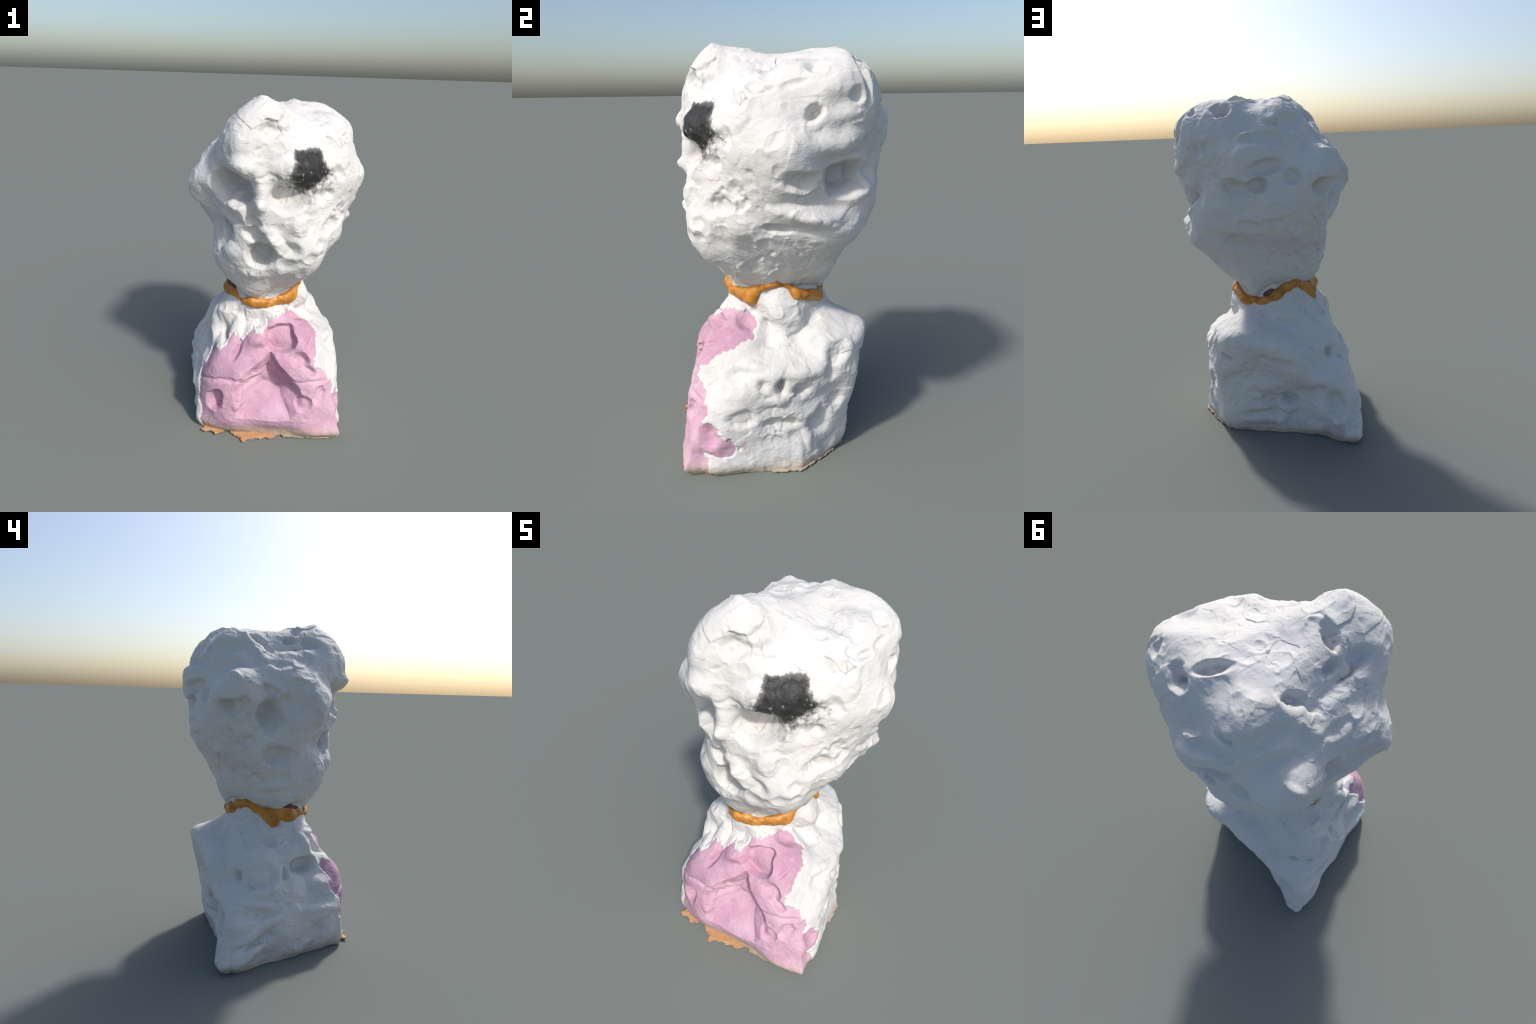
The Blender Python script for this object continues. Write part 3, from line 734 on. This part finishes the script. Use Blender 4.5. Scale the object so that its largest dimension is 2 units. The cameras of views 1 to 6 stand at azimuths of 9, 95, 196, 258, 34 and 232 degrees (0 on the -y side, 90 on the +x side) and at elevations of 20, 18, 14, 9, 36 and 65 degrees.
def make_head_material():
    m, nt, bsdf, co = start("white_clay_with_black_eye")
    col, relief = clay_base(nt, co)
    # black pigment rubbed over the right eyelid: solid core, scratched and smeared rim
    rag = tex(nt, co, scale=22, detail=6, rough=0.65).outputs["Fac"]
    along = nt.nodes.new("ShaderNodeVectorMath")
    along.operation = "DOT_PRODUCT"
    along.inputs[1].default_value = (0.81, 0.59, 0.0)
    nt.links.new(co, along.inputs[0])
    height = nt.nodes.new("ShaderNodeSeparateXYZ")
    nt.links.new(co, height.inputs[0])
    side = maths(nt, "ABSOLUTE", maths(nt, "SUBTRACT", along.outputs["Value"], 0.040))
    front = maths(nt, "LESS_THAN", height.outputs[1], -0.12)

    def off(centre, half):
        return maths(nt, "DIVIDE", maths(nt, "ABSOLUTE", maths(nt, "SUBTRACT", height.outputs[2], centre)), half)

    wob = maths(nt, "MULTIPLY", maths(nt, "SUBTRACT", rag, 0.5), 0.75)
    slab = maths(nt, "MAXIMUM", maths(nt, "DIVIDE", side, maths(nt, "SUBTRACT", 0.734, maths(nt, "MULTIPLY", height.outputs[2], 0.37))), off(1.670, 0.076))
    lozenge = maths(nt, "ADD", maths(nt, "DIVIDE", side, 0.165), off(1.618, 0.118))
    core = maths(nt, "ADD", maths(nt, "MINIMUM", slab, lozenge), wob)
    rim = maths(nt, "ADD", maths(nt, "ADD", maths(nt, "DIVIDE", side, 0.24), off(1.590, 0.16)), wob)
    scratch = tex(nt, co, scale=30, detail=5, rough=0.7, stretch=(1, 1, 1), shift=(1, 7, 3)).outputs["Fac"]
    solid = ramp(nt, core, [(0.72, grey(1)), (0.90, grey(0.8)), (1.02, grey(0))])
    smear = ramp(nt, rim, [(0.50, grey(0.9)), (0.80, grey(0.6)), (1.1, grey(0))])
    smear = maths(nt, "MULTIPLY", smear, ramp(nt, scratch, [(0.44, grey(0)), (0.58, grey(1))]))
    veins = tex(nt, co, "ShaderNodeTexVoronoi", scale=17)
    veins.feature = "DISTANCE_TO_EDGE"
    bare = ramp(nt, veins.outputs["Distance"], [(0.0, grey(0)), (0.02, grey(0.2)), (0.05, grey(1))])
    keep = ramp(nt, tex(nt, co, scale=13, detail=3, shift=(2, 2, 2)).outputs["Fac"], [(0.60, grey(1)), (0.68, grey(0))])
    solid = maths(nt, "MULTIPLY", solid, maths(nt, "MAXIMUM", bare, keep))
    black = maths(nt, "MULTIPLY", maths(nt, "MAXIMUM", solid, smear), front)
    ink = ramp(nt, scratch, [(0.35, grey(0.022)), (0.7, grey(0.05))])
    col = mix(nt, black, col, ink)
    finish(nt, bsdf, col, 0.7, relief)
    nt.links.new(ramp(nt, black, [(0, grey(0.72)), (1, grey(0.5))]), bsdf.inputs["Roughness"])
    return m


def make_bust_material():
    m, nt, bsdf, co = start("white_clay_on_foam")
    col, relief = clay_base(nt, co)
    rag = tex(nt, co, scale=15, detail=5, rough=0.6).outputs["Fac"]
    # foam showing through where the clay is thin
    for centre, radii in (((0.40, 0.06, 0.245), (0.03, 0.03, 0.02)), ((-0.40, 0.35, 0.07), (0.10, 0.08, 0.055)),
                          ((0.03, 0.36, 0.06), (0.14, 0.06, 0.025)), ((0.50, -0.12, 0.17), (0.03, 0.03, 0.03)),
                          ((-0.40, -0.22, 0.06), (0.05, 0.05, 0.02))):
        d = blob(nt, co, centre, radii, rag, 1.8)
        col = mix(nt, ramp(nt, d, [(0.6, grey(0.5)), (1.0, grey(0))]), col, (0.42, 0.27, 0.30))
    # maroon residue under the collar
    d = blob(nt, co, (0.02, 0.0, 0.86), (0.262, 0.262, 0.09), rag, 0.7)
    # dust and paper fibre clinging to the foot
    z = nt.nodes.new("ShaderNodeSeparateXYZ")
    nt.links.new(co, z.inputs[0])
    foot = maths(nt, "SUBTRACT", z.outputs[2], maths(nt, "MULTIPLY", maths(nt, "SUBTRACT", rag, 0.5), 0.11))
    col = mix(nt, ramp(nt, foot, [(0.012, grey(0.85)), (0.035, grey(0.45)), (0.075, grey(0))]), col, (0.44, 0.345, 0.265))
    finish(nt, bsdf, col, 0.72, relief)
    return m


def make_foam_material():
    m, nt, bsdf, co = start("pink_foam")
    tone = tex(nt, co, scale=4.5, detail=6, rough=0.62).outputs["Fac"]
    col = ramp(nt, tone, [(0.28, (0.45, 0.215, 0.30)), (0.5, (0.54, 0.33, 0.42)), (0.72, (0.60, 0.42, 0.50))])
    pale = ramp(nt, tex(nt, co, scale=30, detail=6, rough=0.7).outputs["Fac"], [(0.56, grey(0)), (0.72, grey(0.55))])
    col = mix(nt, pale, col, (0.66, 0.53, 0.55))
    mauve = ramp(nt, tex(nt, co, scale=2.6, detail=3, shift=(4, 4, 1)).outputs["Fac"], [(0.46, grey(0)), (0.60, grey(0.7))])
    col = mix(nt, mauve, col, (0.43, 0.27, 0.36))
    streak = ramp(nt, tex(nt, co, scale=24, detail=5, rough=0.7, stretch=(1.6, 1, 0.5), shift=(2, 6, 1)).outputs["Fac"], [(0.60, grey(0)), (0.70, grey(0.45))])
    col = mix(nt, streak, col, (0.62, 0.51, 0.53))
    v = tex(nt, co, "ShaderNodeTexVoronoi", scale=55)
    dots = ramp(nt, v.outputs["Distance"], [(0.08, grey(1)), (0.13, grey(0))])
    dots = maths(nt, "MULTIPLY", dots, maths(nt, "GREATER_THAN", nt_split(nt, v.outputs["Color"]), 0.93))
    col = mix(nt, maths(nt, "MULTIPLY", dots, 0.6), col, (0.25, 0.12, 0.16))
    rag = tex(nt, co, scale=15, detail=5, rough=0.6).outputs["Fac"]
    z = nt.nodes.new("ShaderNodeSeparateXYZ")
    nt.links.new(co, z.inputs[0])
    foot = maths(nt, "SUBTRACT", z.outputs[2], maths(nt, "MULTIPLY", maths(nt, "SUBTRACT", rag, 0.5), 0.06))
    col = mix(nt, ramp(nt, foot, [(0.042, grey(0.95)), (0.056, grey(0.5)), (0.10, grey(0))]), col, (0.46, 0.36, 0.28))
    relief = maths(nt, "ADD", tex(nt, co, scale=90, detail=4, rough=0.65).outputs["Fac"],
                   maths(nt, "MULTIPLY", tex(nt, co, scale=35, detail=4).outputs["Fac"], 0.7))
    finish(nt, bsdf, col, 0.8, relief, 0.4, 0.005)
    return m


def make_collar_material():
    m, nt, bsdf, co = start("orange_wax")
    tone = tex(nt, co, scale=14, detail=5, rough=0.6).outputs["Fac"]
    col = ramp(nt, tone, [(0.3, (0.34, 0.125, 0.018)), (0.5, (0.51, 0.215, 0.028)), (0.75, (0.60, 0.30, 0.055))])
    stain = ramp(nt, tex(nt, co, scale=19, detail=4, shift=(1, 1, 4)).outputs["Fac"], [(0.55, grey(0)), (0.70, grey(0.75))])
    col = mix(nt, stain, col, (0.22, 0.07, 0.03))
    relief = tex(nt, co, scale=40, detail=4).outputs["Fac"]
    finish(nt, bsdf, col, 0.42, relief, 0.25, 0.005)
    bsdf.inputs["Specular IOR Level"].default_value = 0.4
    bsdf.inputs["Subsurface Weight"].default_value = 0.15
    bsdf.inputs["Subsurface Radius"].default_value = (0.02, 0.008, 0.003)
    return m


def make_residue_material():
    m, nt, bsdf, co = start("maroon_residue")
    tone = tex(nt, co, scale=20, detail=4).outputs["Fac"]
    finish(nt, bsdf, ramp(nt, tone, [(0.3, (0.10, 0.035, 0.035)), (0.7, (0.20, 0.09, 0.085))]), 0.7, tone)
    return m


def make_paper_material():
    m, nt, bsdf, co = start("dusty_paper")
    tone = tex(nt, co, scale=22, detail=5).outputs["Fac"]
    finish(nt, bsdf, ramp(nt, tone, [(0.3, (0.34, 0.26, 0.19)), (0.7, (0.50, 0.41, 0.33))]), 0.85, tone, 0.2, 0.003)
    return m


def make_card_material():
    m, nt, bsdf, co = start("torn_cardboard")
    tone = tex(nt, co, scale=18, detail=5).outputs["Fac"]
    col = ramp(nt, tone, [(0.3, (0.42, 0.22, 0.10)), (0.55, (0.52, 0.30, 0.16)), (0.8, (0.58, 0.40, 0.27))])
    finish(nt, bsdf, col, 0.85, tone, 0.2, 0.003)
    return m


# ---------------------------------------------------------------- build
bust = bpy.data.objects.new("clay_bust", None)
bpy.context.scene.collection.objects.link(bust)
bust["label"] = "rough white clay head on pink foam bust with orange collar"
bust["category"] = "sculpture"

head_clay = make_head_material()
bust_clay = make_bust_material()
foam = make_foam_material()
wax = make_collar_material()
residue = make_residue_material()
card = make_card_material()
paper = make_paper_material()


def clay_skin(v, nrm, amount=1.0):
    """Worked clay: broad lumps, pressed scraps with ledges, fine grain."""
    rough = 0.5 + 0.5 * smoothstep(-0.3, 0.4, noise(v * 3.1, 40))
    h = 0.006 * fractal(v * 6.0, 3, 5)
    h += 0.0040 * rough * smears(v * 8.0 + 0.5 * np.stack([noise(v * 7, s) for s in (7, 8, 9)], 1), 20)
    h += 0.0018 * rough * smears(v * 17.0 + 0.6 * np.stack([noise(v * 14, s) for s in (17, 18, 19)], 1), 60)
    h += 0.0011 * fractal(v * 34.0, 3, 11)
    return v + (amount * h)[:, None] * nrm


# --- head: radial sections from crown to neck
ROWS, COLS = HEAD_GRID = 440, 660
sections = np.array(HEAD_SECTIONS)
radius = spline(sections, np.linspace(0, len(sections) - 1, ROWS), False)
radius = spline(radius.T.copy(), np.arange(COLS) * 24 / COLS, True).T
theta = np.radians(np.linspace(0, HEAD_LOWEST, ROWS))[:, None]
# near the crown only the slow waves round the pole survive, so that it closes smoothly
waves = np.fft.rfft(radius, axis=1)
waves *= np.minimum(1, theta / math.radians(28)) ** np.arange(waves.shape[1])[None, :]
radius = np.fft.irfft(waves, COLS, axis=1)
phi = (np.arange(COLS) * 2 * math.pi / COLS)[None, :]
v = np.stack([np.sin(theta) * np.cos(phi), np.sin(theta) * np.sin(phi), np.cos(theta) + 0 * phi], -1)
v = (HEAD_CENTRE + radius[..., None] * v).reshape(-1, 3)
faces = grid_faces(ROWS, COLS, False)
n0 = normals_of(v, faces)
n0[:COLS] = n0[COLS:2 * COLS].mean(0)
press(v, n0, HEAD_DENTS)
n1 = normals_of(v, faces)
n1[:COLS] = n1[COLS:2 * COLS].mean(0)
v = clay_skin(v, n1)
even = np.repeat(np.sin(theta[:, 0]) + 1e-6, COLS)
thumb(v, n1, 300, 11, even)
thumb(v, n1, 260, 21, even, sizes=(0.010, 0.028))
furrow(v, n1, HEAD_GROOVES)
v[:COLS] = v[:COLS].mean(0)
# the underside of the head runs inwards and is buried in the neck
rim = v[-COLS:]
for share, drop in ((0.06, 0.035), (0.4, 0.06), (1.0, 0.05)):
    ring = rim + share * (np.array([0.02, -0.01, 0.86]) - rim)
    ring[:, 2] = rim[:, 2] - drop
    v = np.vstack([v, ring])
faces = grid_faces(ROWS + 3, COLS, False)
# regions: nose and blackened eye are parts of their own
mid = v[faces].mean(1)
nose = np.sqrt(((mid - (0.047, -0.46, 1.51)) / (0.075, 0.12, 0.115)) ** 2 @ np.ones(3)) < 1
eye = np.sqrt(((mid - (0.264, -0.30, 1.635)) / (0.13, 0.17, 0.13)) ** 2 @ np.ones(3)) < 1
labels = np.where(eye, 2, np.where(nose, 1, 0))
make_parts("head", v, faces, labels, ["head", "nose", "blackened_eye"], [head_clay] * 3, bust)

# --- torso: level sections from foot to neck
ROWS, COLS = BUST_GRID = 330, 620
heights = np.array(BUST_HEIGHTS)
sections = np.array(BUST_SECTIONS)
row = np.interp(np.linspace(0, heights[-1], ROWS), heights, np.arange(len(heights)))
radius = spline(sections, row, False)
radius = spline(radius.T.copy(), np.arange(COLS) * 24 / COLS, True).T
# the foot keeps its straight sides and sharp corners, fading out upwards
sharp = []
for a in np.arange(COLS) * 2 * math.pi / COLS:
    best = 0.3
    for k in range(len(FOOT)):
        p, q = np.array(FOOT[k]) - BUST_AXIS, np.array(FOOT[(k + 1) % len(FOOT)]) - BUST_AXIS
        e = q - p
        den = math.cos(a) * e[1] - math.sin(a) * e[0]
        if abs(den) > 1e-9:
            s = (p[0] * e[1] - p[1] * e[0]) / den
            u = (p[0] * math.sin(a) - p[1] * math.cos(a)) / den
            if s > 0 and 0 <= u <= 1:
                best = s
    sharp.append(best)
sharp = np.array(sharp)
soft = spline(sharp[::COLS // 24][:24, None] * 0 + np.array([np.mean(np.roll(sharp, -round(k * COLS / 24) + 8)[:17]) for k in range(24)])[:, None],
              np.arange(COLS) * 24 / COLS, True)[:, 0]
corner = np.clip(sharp - soft, 0, 0.05)
tall = 1 - smoothstep(0.02, 0.30, np.linspace(0, heights[-1], ROWS))
radius = radius + tall[:, None] * corner[None, :]
level = spline(heights[:, None], row, False)
level = np.maximum(level, 0)
phi = (np.arange(COLS) * 2 * math.pi / COLS)[None, :]
v = np.stack([BUST_AXIS[0] + radius * np.cos(phi), BUST_AXIS[1] + radius * np.sin(phi), level + 0 * phi], -1).reshape(-1, 3)
faces = grid_faces(ROWS, COLS, True)
n0 = normals_of(v, faces)
press(v, n0, BUST_DENTS)
# the carved pocket in the chest: flat walls meeting in creases
front = (v[:, 1] < -0.1) & (n0[:, 1] < 0.1)
depth = np.full(len(v), 9.0)
wx = v[:, 0] + 0.006 * noise(v * 22, 71)
wz = v[:, 2] + 0.006 * noise(v * 22, 72)
for k, slope in enumerate(POCKET_SLOPES):
    (ax, az), (bx, bz) = POCKET[k], POCKET[(k + 1) % len(POCKET)]
    length = math.hypot(bx - ax, bz - az)
    depth = np.minimum(depth, slope * ((bz - az) * (wx - ax) - (bx - ax) * (wz - az)) / length)
depth = np.where(front, np.clip(depth, 0, POCKET_DEPTH), 0)
v[:, 1] += depth * (1 + 0.12 * noise(v * 14, 73))
n1 = normals_of(v, faces)
# foam or clay: distance to the border, ragged
bearing = np.degrees(np.arctan2(v[:, 1] - BUST_AXIS[1], v[:, 0] - BUST_AXIS[0])) % 360
arc = math.radians(1) * 0.48
edge = signed_to_polygon(bearing * arc, v[:, 2], [(b * arc, z) for b, z in FOAM_BORDER])
edge = edge + 0.016 * noise(v * (26, 26, 15), 81) + 0.008 * noise(v * (60, 60, 35), 82) + 0.004 * noise(v * 120, 83)
v, edge = snap_border(v, faces, edge)
smooth_foam = smoothstep(-0.03, 0.01, edge)
skin = clay_skin(v, n1)
thumb(skin, n1, 170, 12, np.ones(len(skin)), 0.03)
thumb(skin, n1, 260, 22, np.ones(len(skin)), 0.03, (0.010, 0.028))
grain = v + (0.004 * fractal(v * 9, 3, 90) + 0.0012 * fractal(v * 60, 2, 95))[:, None] * n1
v = grain + smooth_foam[:, None] * (skin - grain)
v += (0.008 * smoothstep(0.0, 0.007, edge))[:, None] * n1
furrow(v, n1, BUST_GROOVES)
# flat foot with a slightly torn rim
v[:, 2] = np.maximum(v[:, 2], 0.0)
v[:COLS, 2] = 0.0
count = len(v)
v = np.vstack([v, [[BUST_AXIS[0], BUST_AXIS[1], 0.004]]])
mid = v[faces].mean(1)
fe = edge[faces]
is_foam = np.where(np.abs(fe).max(1) > 0, fe.mean(1), 1) < 0
dist = np.hypot(mid[:, 0] - BUST_AXIS[0], mid[:, 1] - BUST_AXIS[1])
is_neck = (mid[:, 2] > 0.715) & (dist < 0.33) & ~is_foam
labels = np.where(is_foam, 2, np.where(is_neck, 1, 0))
v = v[:count]
# the top of the neck runs up into the head
rim = v[-COLS:]
for share, rise in ((0.2, 0.05), (0.45, 0.10)):
    ring = rim + share * (np.array([BUST_AXIS[0], BUST_AXIS[1], 0]) - rim)
    ring[:, 2] = rim[:, 2] + rise
    v = np.vstack([v, ring])
faces = grid_faces(ROWS + 2, COLS, True)
labels = np.concatenate([labels, np.ones(2 * COLS, int)])
make_parts("bust", v, faces, labels, ["torso", "neck", "foam_chest"], [bust_clay, bust_clay, foam], bust)

# closed underside
ring = v[:COLS]
mesh = bpy.data.meshes.new("underside")
mesh.from_pydata([tuple(p) for p in ring] + [(BUST_AXIS[0], BUST_AXIS[1], 0.003)], [], [(k, (k - 1) % COLS, COLS) for k in range(COLS)])
mesh.materials.append(card)
under = bpy.data.objects.new("underside", mesh)
bpy.context.scene.collection.objects.link(under)
under.parent = bust


# --- collar: an uneven rope of wax pressed round the neck
def neck_radius(bearing, z):
    i = np.interp(z, heights, np.arange(len(heights)))
    r = spline(sections, np.atleast_1d(i), False)[0]
    return spline(r[:, None], np.atleast_1d(bearing / 15.0), True)[0, 0]


def wrapped(column, bearings):
    b = np.array([c[0] for c in COLLAR], float)
    y = np.array([c[column] for c in COLLAR], float)
    m = len(b)
    pos = np.interp(bearings, np.concatenate([b, [360 + b[0]]]), np.arange(m + 1))
    return spline(y[:, None], pos, True)[:, 0]


def sweep(name, material, lift, out, up_scale, out_scale, lump, first=0, last=360):
    whole = last - first == 360
    n, k = (560, 44) if whole else (120, 30)
    ang = np.arange(n) * 360.0 / n if whole else np.linspace(first, last, n)
    z, up, thick = wrapped(1, ang), wrapped(2, ang), wrapped(3, ang)
    r = np.array([neck_radius(a, min(zz, 0.9)) for a, zz in zip(ang, z)])
    r = np.maximum(r, 0.17) + out
    taper = np.ones(n) if whole else np.sqrt(np.clip(np.sin(np.linspace(0, math.pi, n)), 0.0004, 1))
    up, thick = up * taper, thick * taper
    t = (np.arange(k) * 2 * math.pi / k)[None, :]
    sag = 1 + 0.18 * np.sin(t)                      # fuller underneath
    rad = r[:, None] + thick[:, None] * out_scale * np.cos(t)
    hh = z[:, None] + lift + up[:, None] * up_scale * np.sin(t)
    a = np.radians(ang)[:, None]
    p = np.stack([BUST_AXIS[0] + rad * np.cos(a), BUST_AXIS[1] + rad * np.sin(a), hh], -1).reshape(-1, 3)
    f = grid_faces(n + 1, k, False) % (n * k) if whole else grid_faces(n, k, False)
    nn = normals_of(p, f)
    p += (lump * (0.014 * fractal(p * 11, 2, 33) + 0.004 * fractal(p * 28, 2, 37)))[:, None] * nn
    return make_parts(name, p, f, np.zeros(len(f), int), [name], [material], bust)


sweep("collar", wax, 0.0, 0.002, 1.05, 0.82, 1.25)
for first, last in ((172, 226), (338, 352), (86, 104)):
    sweep("wax_residue", residue, 0.030, 0.002, 0.8, 0.55, 1.0, first, last)


# --- torn cardboard stuck under the front edge
def scrap(outline, thick, lift, salt, material):
    pts = []
    m = len(outline)
    for i in range(m):
        a, b = np.array(outline[i]), np.array(outline[(i + 1) % m])
        steps = max(2, int(np.linalg.norm(b - a) / 0.007))
        for s in range(steps):
            p = a + (b - a) * s / steps
            j = 0.006 * noise(np.array([[p[0] * 90, p[1] * 90, salt]]), 3)[0]
            pts.append((p[0] + j, p[1] + 0.7 * j))
    n = len(pts)
    verts = [(x, y, lift + 0.004 + 0.006 * noise(np.array([[x * 14, y * 14, salt]]), 5)[0] ** 2) for x, y in pts]
    verts += [(x, y, z + thick) for x, y, z in verts]
    polys = [tuple(range(n))[::-1], tuple(range(n, 2 * n))] + [(i, (i + 1) % n, n + (i + 1) % n, n + i) for i in range(n)]
    mesh = bpy.data.meshes.new("cardboard_scrap")
    mesh.from_pydata(verts, [], polys)
    mesh.materials.append(material)
    o = bpy.data.objects.new("cardboard_scrap", mesh)
    bpy.context.scene.collection.objects.link(o)
    o.parent = bust


scrap([(-0.26, -0.43), (-0.283, -0.485), (-0.262, -0.50), (-0.225, -0.485), (-0.205, -0.495), (-0.185, -0.51), (-0.165, -0.49), (-0.14, -0.48), (-0.14, -0.43)], 0.008, 0.004, 1.3, card)
scrap([(-0.11, -0.43), (-0.105, -0.475), (-0.06, -0.50), (-0.03, -0.51), (-0.025, -0.535), (0.0, -0.541), (0.012, -0.515), (0.05, -0.50), (0.06, -0.487), (0.09, -0.495), (0.11, -0.475), (0.15, -0.48), (0.175, -0.455), (0.18, -0.43)], 0.006, 0.0, 5.1, card)
scrap([(0.20, -0.40), (0.22, -0.447), (0.29, -0.438), (0.33, -0.436), (0.36, -0.424), (0.42, -0.42), (0.50, -0.402), (0.52, -0.38)], 0.006, 0.0, 8.7, paper)
scrap([(0.42, 0.0), (0.498, 0.02), (0.487, 0.10), (0.476, 0.172), (0.40, 0.245), (0.32, 0.315), (0.24, 0.372), (0.2, 0.3)], 0.006, 0.0, 3.9, paper)
